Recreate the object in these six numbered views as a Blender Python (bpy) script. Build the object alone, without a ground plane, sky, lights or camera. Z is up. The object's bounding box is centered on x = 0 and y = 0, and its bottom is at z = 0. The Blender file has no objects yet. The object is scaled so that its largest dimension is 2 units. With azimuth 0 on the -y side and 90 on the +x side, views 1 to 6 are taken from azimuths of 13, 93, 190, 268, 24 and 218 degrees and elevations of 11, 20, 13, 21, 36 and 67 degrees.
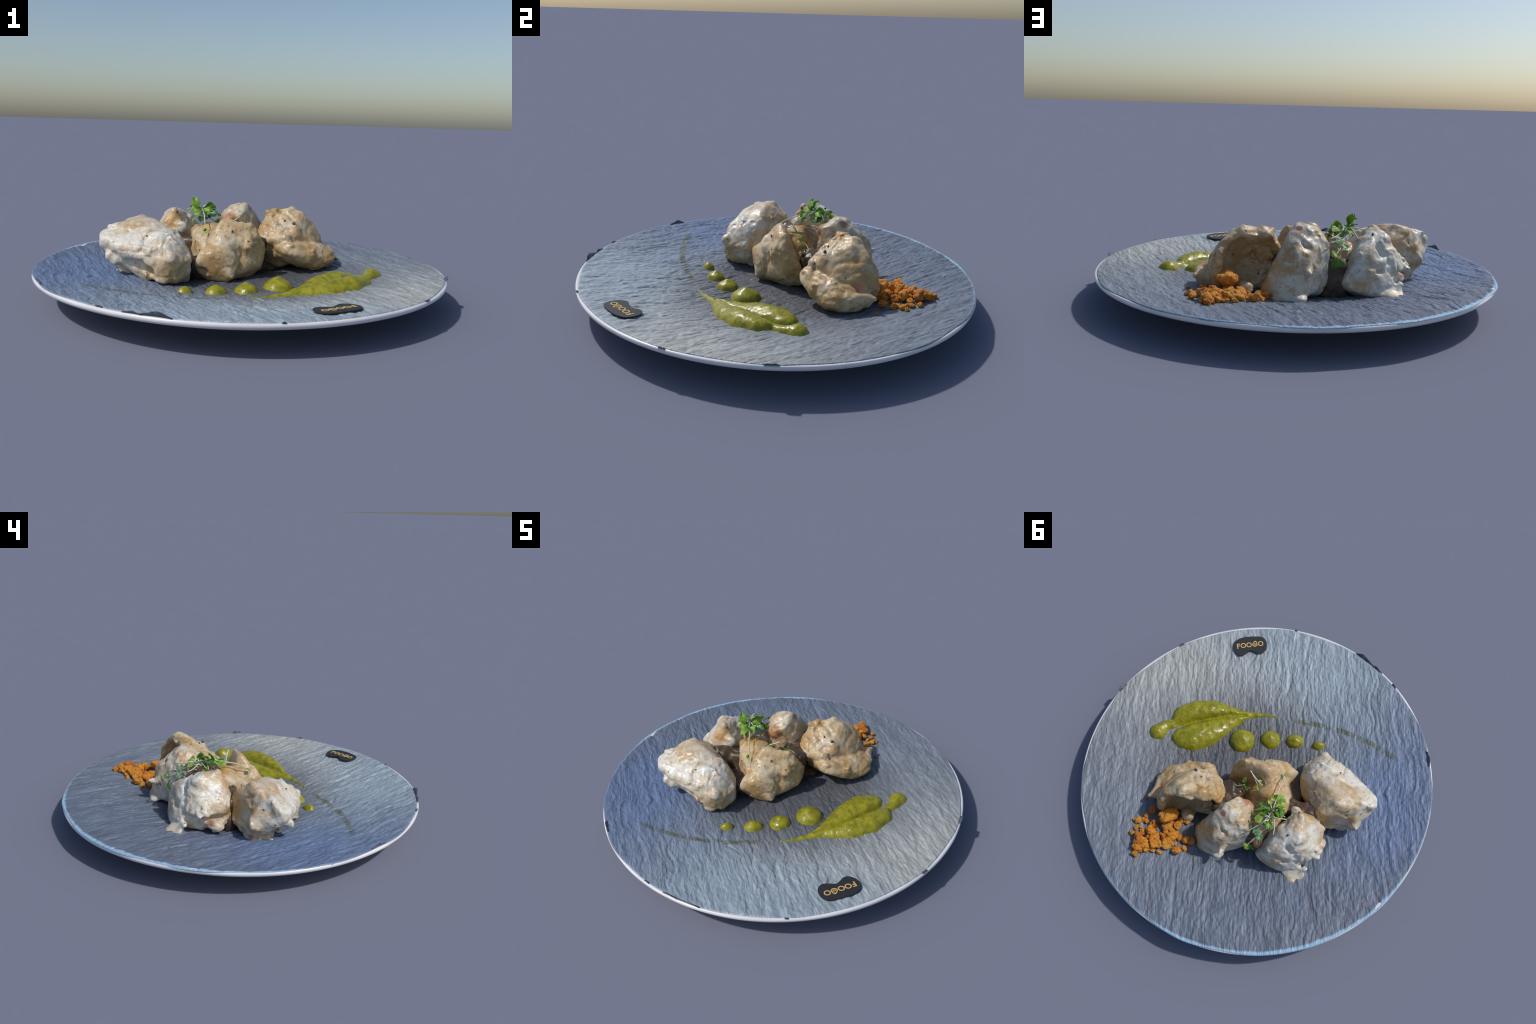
# A round slate-glazed plate with five sauce-coated chicken pieces, a piped green
# sauce leaf with four dots, a heap of orange crumble, a sprig of micro herbs and
# a bean shaped label with gold lettering.
import bpy, bmesh, math, random
import numpy as np
from mathutils import Vector, Matrix

random.seed(11)
rng = np.random.default_rng(11)

# ------------------------------------------------------------------ helpers
def hash3(ix, iy, iz, seed):
    h = (ix.astype(np.int64) * 374761393 + iy.astype(np.int64) * 668265263
         + iz.astype(np.int64) * 2147483647 + seed * 974634777) & 0xFFFFFFFF
    h = ((h ^ (h >> 13)) * 1274126177) & 0xFFFFFFFF
    h = ((h ^ (h >> 16)) * 2246822519) & 0xFFFFFFFF
    h = h ^ (h >> 15)
    return (h & 0xFFFFFF).astype(np.float64) / 0x7FFFFF - 1.0


def noise3(P, scale, seed=0):
    """smooth value noise in -1..1, P is (n, 3), scale is the feature size"""
    Q = np.asarray(P) / np.asarray(scale)
    I = np.floor(Q)
    F = Q - I
    F = F * F * F * (F * (F * 6 - 15) + 10)
    I = I.astype(np.int64)
    out = 0
    for dx in (0, 1):
        wx = F[:, 0] if dx else 1 - F[:, 0]
        for dy in (0, 1):
            wy = F[:, 1] if dy else 1 - F[:, 1]
            for dz in (0, 1):
                wz = F[:, 2] if dz else 1 - F[:, 2]
                out = out + wx * wy * wz * hash3(I[:, 0] + dx, I[:, 1] + dy, I[:, 2] + dz, seed)
    return out


def fbm(P, scale, octaves, seed=0, gain=0.5):
    s, a, t = 0, 1.0, np.asarray(scale, float)
    for i in range(octaves):
        s = s + a * noise3(P, t, seed + 17 * i)
        a *= gain
        t = t * 0.5
    return s


def make_mesh(name, verts, faces, mat=None, smooth=True):
    me = bpy.data.meshes.new(name)
    me.from_pydata([tuple(map(float, v)) for v in verts], [], [tuple(map(int, f)) for f in faces])
    if smooth:
        me.polygons.foreach_set("use_smooth", [True] * len(me.polygons))
    if mat:
        me.materials.append(mat)
    me.update()
    return me


def add_object(name, me, parent=None):
    ob = bpy.data.objects.new(name, me)
    bpy.context.scene.collection.objects.link(ob)
    if parent:
        ob.parent = parent
    return ob


def tag(ob, label, category):
    ob["label"] = label
    ob["category"] = category
    return ob


def surface_nets(f, lo, h):
    """naive surface nets on a scalar grid f (negative inside)"""
    nx, ny, nz = f.shape
    s = f < 0
    corners = [(i, j, k) for i in (0, 1) for j in (0, 1) for k in (0, 1)]
    cnt = np.zeros((nx - 1, ny - 1, nz - 1), np.int8)
    for i, j, k in corners:
        cnt += s[i:nx - 1 + i, j:ny - 1 + j, k:nz - 1 + k]
    cells = np.argwhere((cnt > 0) & (cnt < 8))
    idx = -np.ones((nx - 1, ny - 1, nz - 1), np.int64)
    idx[tuple(cells.T)] = np.arange(len(cells))
    acc = np.zeros((len(cells), 3))
    num = np.zeros(len(cells))
    for a in corners:
        for ax in range(3):
            if a[ax]:
                continue
            b = list(a)
            b[ax] = 1
            fa = f[tuple((cells + a).T)]
            fb = f[tuple((cells + b).T)]
            m = (fa < 0) != (fb < 0)
            t = np.where(m, fa / np.where(m, fa - fb, 1), 0)
            p = np.tile(np.array(a, float), (len(cells), 1))
            p[:, ax] += t
            acc += p * m[:, None]
            num += m
    verts = np.array(lo) + h * (cells + acc / num[:, None])
    faces = []
    for ax in range(3):
        sh = [slice(None)] * 3
        sl0, sl1 = sh.copy(), sh.copy()
        sl0[ax] = slice(0, -1)
        sl1[ax] = slice(1, None)
        e = np.argwhere(s[tuple(sl0)] != s[tuple(sl1)])
        o1, o2 = [(1, 2), (2, 0), (0, 1)][ax]
        ok = (e[:, o1] > 0) & (e[:, o2] > 0) & (e[:, o1] < f.shape[o1] - 1) & (e[:, o2] < f.shape[o2] - 1)
        e = e[ok]
        u = np.zeros(3, int)
        v = np.zeros(3, int)
        u[o1] = 1
        v[o2] = 1
        q = [idx[tuple((e - u - v).T)], idx[tuple((e - v).T)], idx[tuple(e.T)], idx[tuple((e - u).T)]]
        Q = np.stack(q, -1)
        ins = s[tuple(e.T)]
        faces.append(np.where(ins[:, None], Q, Q[:, ::-1]))
    F = np.concatenate(faces)
    return verts, F[(F >= 0).all(1)]


def blur(f, n, times=2):
    """separable box blur of radius n cells, edges repeated"""
    for _ in range(times):
        for ax in range(3):
            pad = [(0, 0)] * 3
            pad[ax] = (n + 1, n)
            c = np.cumsum(np.pad(f, pad, mode='edge'), axis=ax)
            a = [slice(None)] * 3
            b = [slice(None)] * 3
            a[ax] = slice(2 * n + 1, None)
            b[ax] = slice(0, -(2 * n + 1))
            f = (c[tuple(a)] - c[tuple(b)]) / (2 * n + 1)
    return f


def hull_planes(points):
    bm = bmesh.new()
    for p in points:
        bm.verts.new(p)
    bmesh.ops.convex_hull(bm, input=bm.verts)
    bm.normal_update()
    c = Vector((0, 0, 0))
    for p in points:
        c += Vector(p)
    c /= len(points)
    out = []
    for fc in bm.faces:
        n = fc.normal.copy()
        d = n.dot(fc.verts[0].co)
        if n.dot(c) > d:
            n, d = -n, -d
        out.append((n.x, n.y, n.z, d))
    bm.free()
    return np.array(out)


def tube(path, radii, sides=8, closed_ends=True):
    """swept tube through a list of points (Catmull-Rom resampled)"""
    P = [np.array(p, float) for p in path]
    R = list(radii) if hasattr(radii, '__len__') else [radii] * len(P)
    pts, rs = [], []
    for i in range(len(P) - 1):
        p0, p1, p2, p3 = P[max(i - 1, 0)], P[i], P[i + 1], P[min(i + 2, len(P) - 1)]
        for t in np.linspace(0, 1, 7)[:-1]:
            pts.append(0.5 * (2 * p1 + (p2 - p0) * t + (2 * p0 - 5 * p1 + 4 * p2 - p3) * t * t
                              + (3 * p1 - p0 - 3 * p2 + p3) * t ** 3))
            rs.append(R[i] * (1 - t) + R[i + 1] * t)
    pts.append(P[-1])
    rs.append(R[-1])
    verts, faces = [], []
    up = np.array([0.13, 0.21, 0.97])
    for i, p in enumerate(pts):
        d = pts[min(i + 1, len(pts) - 1)] - pts[max(i - 1, 0)]
        d /= np.linalg.norm(d) + 1e-9
        a = np.cross(d, up)
        a /= np.linalg.norm(a) + 1e-9
        b = np.cross(d, a)
        for k in range(sides):
            w = 2 * math.pi * k / sides
            verts.append(p + rs[i] * (math.cos(w) * a + math.sin(w) * b))
    n = len(pts)
    for i in range(n - 1):
        for k in range(sides):
            k2 = (k + 1) % sides
            faces.append((i * sides + k, i * sides + k2, (i + 1) * sides + k2, (i + 1) * sides + k))
    if closed_ends:
        faces.append(tuple(range(sides))[::-1])
        faces.append(tuple((n - 1) * sides + k for k in range(sides)))
    return verts, faces


# ------------------------------------------------------------------ node helpers
class Nodes:
    def __init__(self, name):
        self.mat = bpy.data.materials.new(name)
        self.mat.use_nodes = True
        self.t = self.mat.node_tree
        self.t.nodes.clear()
        self.out = self.t.nodes.new("ShaderNodeOutputMaterial")
        self.bsdf = self.t.nodes.new("ShaderNodeBsdfPrincipled")
        self.t.links.new(self.bsdf.outputs[0], self.out.inputs[0])
        self.co = self.t.nodes.new("ShaderNodeTexCoord").outputs["Object"]

    def put(self, sock, v):
        if hasattr(v, "links"):
            self.t.links.new(v, sock)
        else:
            if sock.type == 'RGBA' and len(v) == 3:
                v = (*v, 1)
            sock.default_value = v

    def new(self, kind, **ins):
        n = self.t.nodes.new(kind)
        for k, v in ins.items():
            self.put(n.inputs[k], v)
        return n

    def noise(self, scale, detail=3, rough=0.5, vec=None, dist=0.0):
        n = self.new("ShaderNodeTexNoise", Vector=vec or self.co, Scale=scale, Detail=detail,
                     Roughness=rough, Distortion=dist)
        return n.outputs["Fac"]

    def voronoi(self, scale, vec=None, rand=1.0):
        n = self.new("ShaderNodeTexVoronoi", Vector=vec or self.co, Scale=scale, Randomness=rand)
        return n

    def mapping(self, loc=(0, 0, 0), rot=(0, 0, 0), scale=(1, 1, 1), vec=None):
        n = self.new("ShaderNodeMapping", Vector=vec or self.co, Location=loc, Rotation=rot, Scale=scale)
        return n.outputs[0]

    def math(self, op, a, b=0.0, c=0.0, clamp=False):
        n = self.t.nodes.new("ShaderNodeMath")
        n.operation = op
        n.use_clamp = clamp
        for s, v in zip(n.inputs, (a, b, c)):
            self.put(s, v)
        return n.outputs[0]

    def vmath(self, op, a, b=(0, 0, 0)):
        n = self.t.nodes.new("ShaderNodeVectorMath")
        n.operation = op
        self.put(n.inputs[0], a)
        self.put(n.inputs[1], b)
        return n

    def step(self, v, lo, hi, a=0.0, b=1.0):
        n = self.t.nodes.new("ShaderNodeMapRange")
        n.interpolation_type = 'SMOOTHSTEP'
        for s, x in zip(n.inputs[:5], (v, lo, hi, a, b)):
            self.put(s, x)
        return n.outputs[0]

    def mix(self, f, a, b, mode='MIX'):
        n = self.t.nodes.new("ShaderNodeMix")
        n.data_type = 'RGBA'
        n.blend_type = mode
        self.put(n.inputs[0], f)
        self.put(n.inputs[6], a)
        self.put(n.inputs[7], b)
        return n.outputs[2]

    def ramp(self, v, stops):
        n = self.t.nodes.new("ShaderNodeValToRGB")
        self.put(n.inputs[0], v)
        el = n.color_ramp.elements
        while len(el) < len(stops):
            el.new(0.5)
        for e, (p, c) in zip(el, stops):
            e.position = p
            e.color = (*c, 1)
        return n.outputs[0]

    def bump(self, height, strength, distance, normal=None):
        n = self.t.nodes.new("ShaderNodeBump")
        self.put(n.inputs["Height"], height)
        n.inputs["Strength"].default_value = strength
        n.inputs["Distance"].default_value = distance
        if normal:
            self.put(n.inputs["Normal"], normal)
        return n.outputs[0]

    def sep(self, vec=None):
        n = self.new("ShaderNodeSeparateXYZ", Vector=vec or self.co)
        return n.outputs

    def finish(self, **kw):
        for k, v in kw.items():
            self.put(self.bsdf.inputs[k.replace("_", " ")], v)
        return self.mat


# ------------------------------------------------------------------ plate shape
PLATE_R = [0.0, 0.25, 0.40, 0.50, 0.65, 0.80, 0.90, 0.975, 0.992]
PLATE_Z = [0.072, 0.077, 0.088, 0.098, 0.115, 0.132, 0.142, 0.148, 0.149]
GRAIN = math.radians(-54.0)          # direction in which the slate ridges run


def plate_base(r):
    # smooth interpolation of the dish profile
    return (np.interp(r - 0.03, PLATE_R, PLATE_Z) + np.interp(r, PLATE_R, PLATE_Z)
            + np.interp(r + 0.03, PLATE_R, PLATE_Z)) / 3


def rim_lift(th):
    # the rim warps upwards in two places
    z = 0
    for a, sg, amp in ((157, 20, 0.008), (-115, 24, 0.006), (60, 30, -0.002)):
        d = (np.degrees(th) - a + 180) % 360 - 180
        z = z + amp * np.exp(-(d / sg) ** 2 / 2)
    return z


def plate_top(x, y):
    # the far side of the dish is a few millimetres higher
    r = np.hypot(x, y)
    z = plate_base(r) + 0.006 * y * np.clip(1 - (r / 0.99) ** 4, 0, 1)
    z = z + rim_lift(np.arctan2(y, x)) * np.clip((r - 0.72) / 0.27, 0, 1) ** 1.5
    # slow unevenness of the hand made dish
    for cx, cy, sg, amp in ((0.10, 0.02, 0.15, 0.010), (-0.66, 0.48, 0.20, 0.009), (0.12, 0.74, 0.14, 0.006),
                            (-0.25, 0.72, 0.18, 0.004), (0.74, 0.0, 0.14, 0.004), (-0.15, -0.70, 0.2, -0.003)):
        z = z + amp * np.exp(-((x - cx) ** 2 + (y - cy) ** 2) / (2 * sg * sg)) * np.clip((0.99 - r) / 0.1, 0, 1)
    return z


def rim_radius(th):
    return (0.9915 + 0.0067 * np.sin(th) - 0.002 * np.sin(2 * th) + 0.0038 * np.sin(3 * th)
            + 0.0025 * np.sin(11 * th + 0.7) + 0.002 * np.sin(17 * th + 2.0))


def ridge_height(x, y):
    """slate relief: wavy creases running along GRAIN"""
    a = x * math.cos(GRAIN) + y * math.sin(GRAIN)
    b = -x * math.sin(GRAIN) + y * math.cos(GRAIN)
    P = np.stack([a, b, 0 * a], -1)
    w = 0.028 * noise3(P, (0.16, 0.12, 1), 3) + 0.009 * noise3(P, (0.05, 0.04, 1), 4)
    Q = np.stack([a, b + w, 0 * a], -1)
    n1 = noise3(Q, (0.15, 0.024, 1), 5)
    n2 = noise3(Q, (0.072, 0.0130, 1), 6)
    n3 = noise3(P, (0.018, 0.0120, 1), 7)
    crease = 1 - np.abs(noise3(Q, (0.30, 0.036, 1), 8))
    crease = np.clip((crease - 0.78) / 0.22, 0, 1) ** 2
    return 0.0020 * n1 + 0.0023 * n2 + 0.0019 * n3 - 0.0042 * crease


def plate_material():
    m = Nodes("slate_glaze")
    x, y, z = m.sep()
    r = m.vmath('LENGTH', m.vmath('MULTIPLY', m.co, (1, 1, 0)).outputs[0]).outputs["Value"]
    warp = m.noise(1.6, 3)
    # sky reflection baked into the tint: blue towards -x, pale grey towards +x
    u = m.math('ADD', m.math('MULTIPLY', x, 0.43), m.math('MULTIPLY', y, -0.12))
    u = m.math('ADD', u, m.math('MULTIPLY', m.math('SUBTRACT', warp, 0.5), 0.25))
    u = m.math('ADD', u, 0.5)
    tint = m.ramp(u, [(0.05, (0.125, 0.145, 0.205)), (0.28, (0.15, 0.20, 0.30)),
                      (0.50, (0.22, 0.265, 0.33)), (0.72, (0.30, 0.33, 0.35)), (0.95, (0.35, 0.37, 0.36))])
    # darker towards the rear
    back = m.step(y, -0.35, 0.65)
    tint = m.mix(m.math('MULTIPLY', back, 0.75), tint, (0.125, 0.150, 0.200))
    front = m.math('MULTIPLY', m.step(y, -0.35, -0.8), m.step(x, -0.45, 0.0))
    tint = m.mix(m.math('MULTIPLY', front, 0.7), tint, (0.29, 0.37, 0.44))
    blue = m.step(m.vmath('LENGTH', m.vmath('SUBTRACT', m.co, (-0.72, -0.22, 0.13)).outputs[0]).outputs["Value"], 0.05, 0.55, 0.5, 0.0)
    tint = m.mix(blue, tint, (0.115, 0.19, 0.37))
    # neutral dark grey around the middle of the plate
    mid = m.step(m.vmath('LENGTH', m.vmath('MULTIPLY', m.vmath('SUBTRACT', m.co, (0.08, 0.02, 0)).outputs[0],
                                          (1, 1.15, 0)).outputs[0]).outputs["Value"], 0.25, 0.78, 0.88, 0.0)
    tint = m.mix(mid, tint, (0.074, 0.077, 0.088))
    # streaks drawn in albedo, dark valleys and light crests to boost relief shading
    rot = m.mapping(rot=(0, 0, -GRAIN))
    wv = m.vmath('ADD', rot, m.vmath('SCALE', m.new("ShaderNodeTexNoise", Vector=rot, Scale=7.0).outputs["Color"]).outputs[0])
    wv.inputs[1].default_value = (0, 0, 0)
    sc = m.t.nodes.new("ShaderNodeVectorMath")
    sc.operation = 'SCALE'
    m.put(sc.inputs[0], m.new("ShaderNodeTexNoise", Vector=rot, Scale=8.0).outputs["Color"])
    sc.inputs[3].default_value = 0.035
    vv = m.vmath('ADD', rot, sc.outputs[0]).outputs[0]
    st = m.mapping(scale=(5, 42, 1), vec=vv)
    s1 = m.noise(1.0, 4, 0.6, vec=st)
    s2 = m.noise(1.0, 3, 0.6, vec=m.mapping(scale=(16, 85, 1), vec=vv))
    k = m.math('ADD', m.math('MULTIPLY', s1, 0.7), m.math('MULTIPLY', s2, 0.3))
    k = m.step(k, 0.33, 0.68, 0.70, 1.22)
    col = m.mix(1.0, tint, m.new("ShaderNodeCombineColor", Red=k, Green=k, Blue=k).outputs[0], 'MULTIPLY')
    # pale worn rim, strongest on the far left of the plate
    edge = m.step(m.math('ADD', r, m.math('MULTIPLY', m.math('SUBTRACT', m.noise(12, 3), 0.5), 0.02)), 0.980, 0.993)
    side = m.step(m.math('ADD', m.math('MULTIPLY', x, -0.7), m.math('MULTIPLY', y, 0.55)), 0.0, 0.8, 0.0, 0.75)
    col = m.mix(m.math('MULTIPLY', edge, side), col, (0.34, 0.55, 0.74))
    # dried sauce smear along an arc
    cx, cy, R = SMEAR["centre"][0], SMEAR["centre"][1], SMEAR["radius"]
    dv = m.vmath('SUBTRACT', m.vmath('MULTIPLY', m.co, (1, 1, 0)).outputs[0], (cx, cy, 0)).outputs[0]
    dist = m.math('ABSOLUTE', m.math('SUBTRACT', m.vmath('LENGTH', dv).outputs["Value"], R))
    band = m.step(dist, SMEAR["width"] * 0.65, SMEAR["width"] * 1.1, 1.0, 0.0)
    along = m.math('MULTIPLY', m.step(x, -0.60, -0.585), m.step(x, 0.02, 0.06, 1, 0))
    dens = m.step(x, -0.58, -0.45, 0.62, 0.5)
    brk = m.step(m.math('ADD', m.noise(9, 2), m.math('MULTIPLY', m.math('SUBTRACT', s2, 0.5), 0.5)), 0.38, 0.52)
    sm = m.math('MULTIPLY', m.math('MULTIPLY', band, along), m.math('MULTIPLY', brk, 0.95))
    fleck = m.step(m.noise(170, 2), 0.42, 0.6, 0.45, 1.0)
    col = m.mix(m.math('MULTIPLY', sm, fleck), col, (0.085, 0.095, 0.03))
    # pale dust specks
    v = m.voronoi(30)
    sp = m.math('MULTIPLY', m.step(v.outputs["Distance"], 0.02, 0.05, 1, 0),
                m.step(m.sep(v.outputs["Color"])[0], 0.985, 0.99))
    col = m.mix(sp, col, (0.75, 0.73, 0.70))
    n = m.bump(s2, 0.8, 0.008)
    n = m.bump(m.noise(160, 3), 0.3, 0.0016, n)
    rough = m.step(s1, 0.3, 0.7, 0.62, 0.45)
    return m.finish(Base_Color=col, Roughness=rough, Normal=n)


# circle through three points of the smear
def circle3(a, b, c):
    ax, ay, bx, by, cx, cy = *a, *b, *c
    d = 2 * (ax * (by - cy) + bx * (cy - ay) + cx * (ay - by))
    ux = ((ax * ax + ay * ay) * (by - cy) + (bx * bx + by * by) * (cy - ay) + (cx * cx + cy * cy) * (ay - by)) / d
    uy = ((ax * ax + ay * ay) * (cx - bx) + (bx * bx + by * by) * (ax - cx) + (cx * cx + cy * cy) * (bx - ax)) / d
    return (ux, uy), math.hypot(ax - ux, ay - uy)


_c, _r = circle3((0.03, -0.425), (-0.27, -0.533), (-0.575, -0.548))
SMEAR = {"centre": _c, "radius": _r, "width": 0.017}


def porcelain_material():
    m = Nodes("white_porcelain")
    n = m.noise(6, 3)
    col = m.mix(m.step(n, 0.35, 0.7), (0.74, 0.73, 0.74), (0.66, 0.65, 0.67))
    return m.finish(Base_Color=col, Roughness=0.28, Coat_Weight=0.3, Coat_Roughness=0.15)


def build_plate():
    plate = bpy.data.objects.new("dinner_plate", None)
    bpy.context.scene.collection.objects.link(plate)
    tag(plate, "round slate-grey glazed plate with a white porcelain underside", "plate")
    # --- upper glazed face
    S = 1300
    th = np.linspace(0, 2 * math.pi, S, endpoint=False)
    circ = np.stack([np.cos(th), np.sin(th), 0 * th], -1)
    ragged = noise3(circ, 0.30, 61) * 0.5 + noise3(circ, 0.09, 62) * 0.35
    Rr = rim_radius(th) - np.clip(0.004 + 0.007 * np.cos(th + math.radians(35)) + 0.003 * ragged, -0.001, 0.014)
    fr = np.concatenate([np.linspace(0.03, 0.2, 14), np.arange(0.205, 0.985, 0.0050), [0.990, 0.995, 1.0]])
    verts, faces = [(0, 0, float(plate_base(0.0)))], []
    rings = []
    for f in fr:
        x, y = f * Rr * np.cos(th), f * Rr * np.sin(th)
        z = plate_top(f * 0.992 * np.cos(th), f * 0.992 * np.sin(th))
        fade = np.clip((1.0 - f) / 0.012, 0.15, 1.0)
        z = z + ridge_height(x, y) * fade
        rings.append(np.stack([x, y, z], -1))
    # the glaze laps over the lip with a ragged lower edge
    lap = 0.002 + 0.008 * np.clip(noise3(circ, 0.16, 31) + 0.5 * noise3(circ, 0.05, 32), -0.2, 1.2)
    last = rings[-1].copy()
    last[:, 0] *= 1.0028
    last[:, 1] *= 1.0028
    last[:, 2] -= 0.003
    rings.append(last)
    last = last.copy()
    last[:, 0] *= 1.0008
    last[:, 1] *= 1.0008
    last[:, 2] -= np.clip(lap, 0.001, None)
    rings.append(last)
    V = np.concatenate([np.array(verts)] + rings)
    nr = len(rings)
    for k in range(S):
        faces.append((0, 1 + k, 1 + (k + 1) % S))
    for i in range(nr - 1):
        a, b = 1 + i * S, 1 + (i + 1) * S
        for k in range(S):
            k2 = (k + 1) % S
            faces.append((a + k, b + k, b + k2, a + k2))
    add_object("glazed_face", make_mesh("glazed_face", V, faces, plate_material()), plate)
    flake_mat = Nodes("dark_glaze_chip")
    flake_mat = flake_mat.finish(Base_Color=flake_mat.mix(flake_mat.step(flake_mat.noise(40, 3), 0.4, 0.65), (0.035, 0.05, 0.07), (0.10, 0.13, 0.17)), Roughness=0.5)
    for a0, a1, hh, over in ((-90, -97.5, 0.019, 0.006), (-97, -102, 0.008, 0.003), (-107.5, -109.5, 0.007, 0.002), (-135.5, -141, 0.015, 0.002),
                             (0.5, 4.0, 0.012, 0.007), (-23, -25, 0.004, 0.002), (-66, -67, 0.005, 0.002)):
        V, F = [], []
        n = 18
        for i in range(n + 1):
            t = i / n
            a = math.radians(a0 + (a1 - a0) * t)
            R = float(rim_radius(np.array(a)))
            b = math.sin(math.pi * t) ** 0.7 * (1 + 0.25 * math.sin(9 * t + a0))
            lift = float(rim_lift(np.array(a)))
            for rr, zz in ((R - 0.010, 0.1475), (R - 0.003 + over * b * 0.5, 0.149 + hh * b * 0.6), (R + over * b, 0.149 + hh * b),
                           (R + over * b + 0.001, 0.147 + hh * b), (R - 0.002 + over * b * 0.5, 0.146 + hh * b * 0.5), (R - 0.010, 0.1455)):
                V.append((rr * math.cos(a), rr * math.sin(a), zz + lift))
        for i in range(n):
            for k in range(6):
                F.append((i * 6 + k, i * 6 + (k + 1) % 6, (i + 1) * 6 + (k + 1) % 6, (i + 1) * 6 + k))
        F.append(tuple(range(6))[::-1])
        F.append(tuple(n * 6 + k for k in range(6)))
        add_object("glaze_chip", make_mesh("glaze_chip", V, F, flake_mat), plate)
    # --- white underside, a turned profile under the glaze with foot ring
    prof = [(0.955, 0.1320), (0.976, 0.1425), (0.987, 0.1450), (0.9945, 0.143), (0.9970, 0.135), (0.994, 0.126), (0.985, 0.119),
            (0.96, 0.113), (0.90, 0.104), (0.82, 0.093), (0.74, 0.080), (0.68, 0.064), (0.62, 0.040),
            (0.577, 0.014), (0.563, 0.0), (0.54, 0.0), (0.53, 0.006), (0.50, 0.020), (0.45, 0.024), (0.0, 0.024)]
    T = 360
    th = np.linspace(0, 2 * math.pi, T, endpoint=False)
    R0 = (rim_radius(th) - 0.0025 * np.sin(11 * th + 0.7) - 0.002 * np.sin(17 * th + 2.0)) / 0.9915
    V, faces = [], []
    for r, z in prof[:-1]:
        k = 1 + (R0 - 1) * min(1, max(0, (r - 0.5) * 2))
        V.append(np.stack([r * k * np.cos(th), r * k * np.sin(th), z + rim_lift(th) * min(1, max(0, (r - 0.72) / 0.27)) ** 1.5], -1))
    V = np.concatenate(V + [np.array([[0, 0, prof[-1][1]]])])
    n = len(prof) - 1
    for i in range(n - 1):
        for k in range(T):
            k2 = (k + 1) % T
            faces.append((i * T + k, (i + 1) * T + k, (i + 1) * T + k2, i * T + k2))
    for k in range(T):
        faces.append(((n - 1) * T + k, n * T, (n - 1) * T + (k + 1) % T))
    add_object("porcelain_underside", make_mesh("porcelain_underside", V, faces, porcelain_material()), plate)
    return plate


# ------------------------------------------------------------------ label with lettering
def flat_solid(name, outline, holes, z0, z1, mat, frame, parent):
    """extruded flat shape from outline loops in label coordinates"""
    o, es, et = frame
    bm = bmesh.new()
    def P(s, t, z):
        return Vector((o[0] + es[0] * s + et[0] * t, o[1] + es[1] * s + et[1] * t, o[2] + z + LABEL_TILT * t))
    edges = []
    for loop in [outline] + holes:
        vs = [bm.verts.new(P(s, t, z1)) for s, t in loop]
        for a, b in zip(vs, vs[1:] + vs[:1]):
            edges.append(bm.edges.new((a, b)))
    bmesh.ops.triangle_fill(bm, use_beauty=True, use_dissolve=False, edges=edges)
    ext = bmesh.ops.extrude_face_region(bm, geom=bm.faces[:])
    for g in ext["geom"]:
        if isinstance(g, bmesh.types.BMVert):
            g.co.z += z0 - z1
    bmesh.ops.recalc_face_normals(bm, faces=bm.faces[:])
    me = bpy.data.meshes.new(name)
    bm.to_mesh(me)
    bm.free()
    me.materials.append(mat)
    return add_object(name, me, parent)


LABEL_TILT = 0.07


def smooth_loop(pts, n=6):
    P = [np.array(p) for p in pts]
    out = []
    N = len(P)
    for i in range(N):
        p0, p1, p2, p3 = P[i - 1], P[i], P[(i + 1) % N], P[(i + 2) % N]
        for t in np.linspace(0, 1, n, endpoint=False):
            q = 0.5 * (2 * p1 + (p2 - p0) * t + (2 * p0 - 5 * p1 + 4 * p2 - p3) * t * t
                       + (3 * p1 - p0 - 3 * p2 + p3) * t ** 3)
            out.append((float(q[0]), float(q[1])))
    return out


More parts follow.
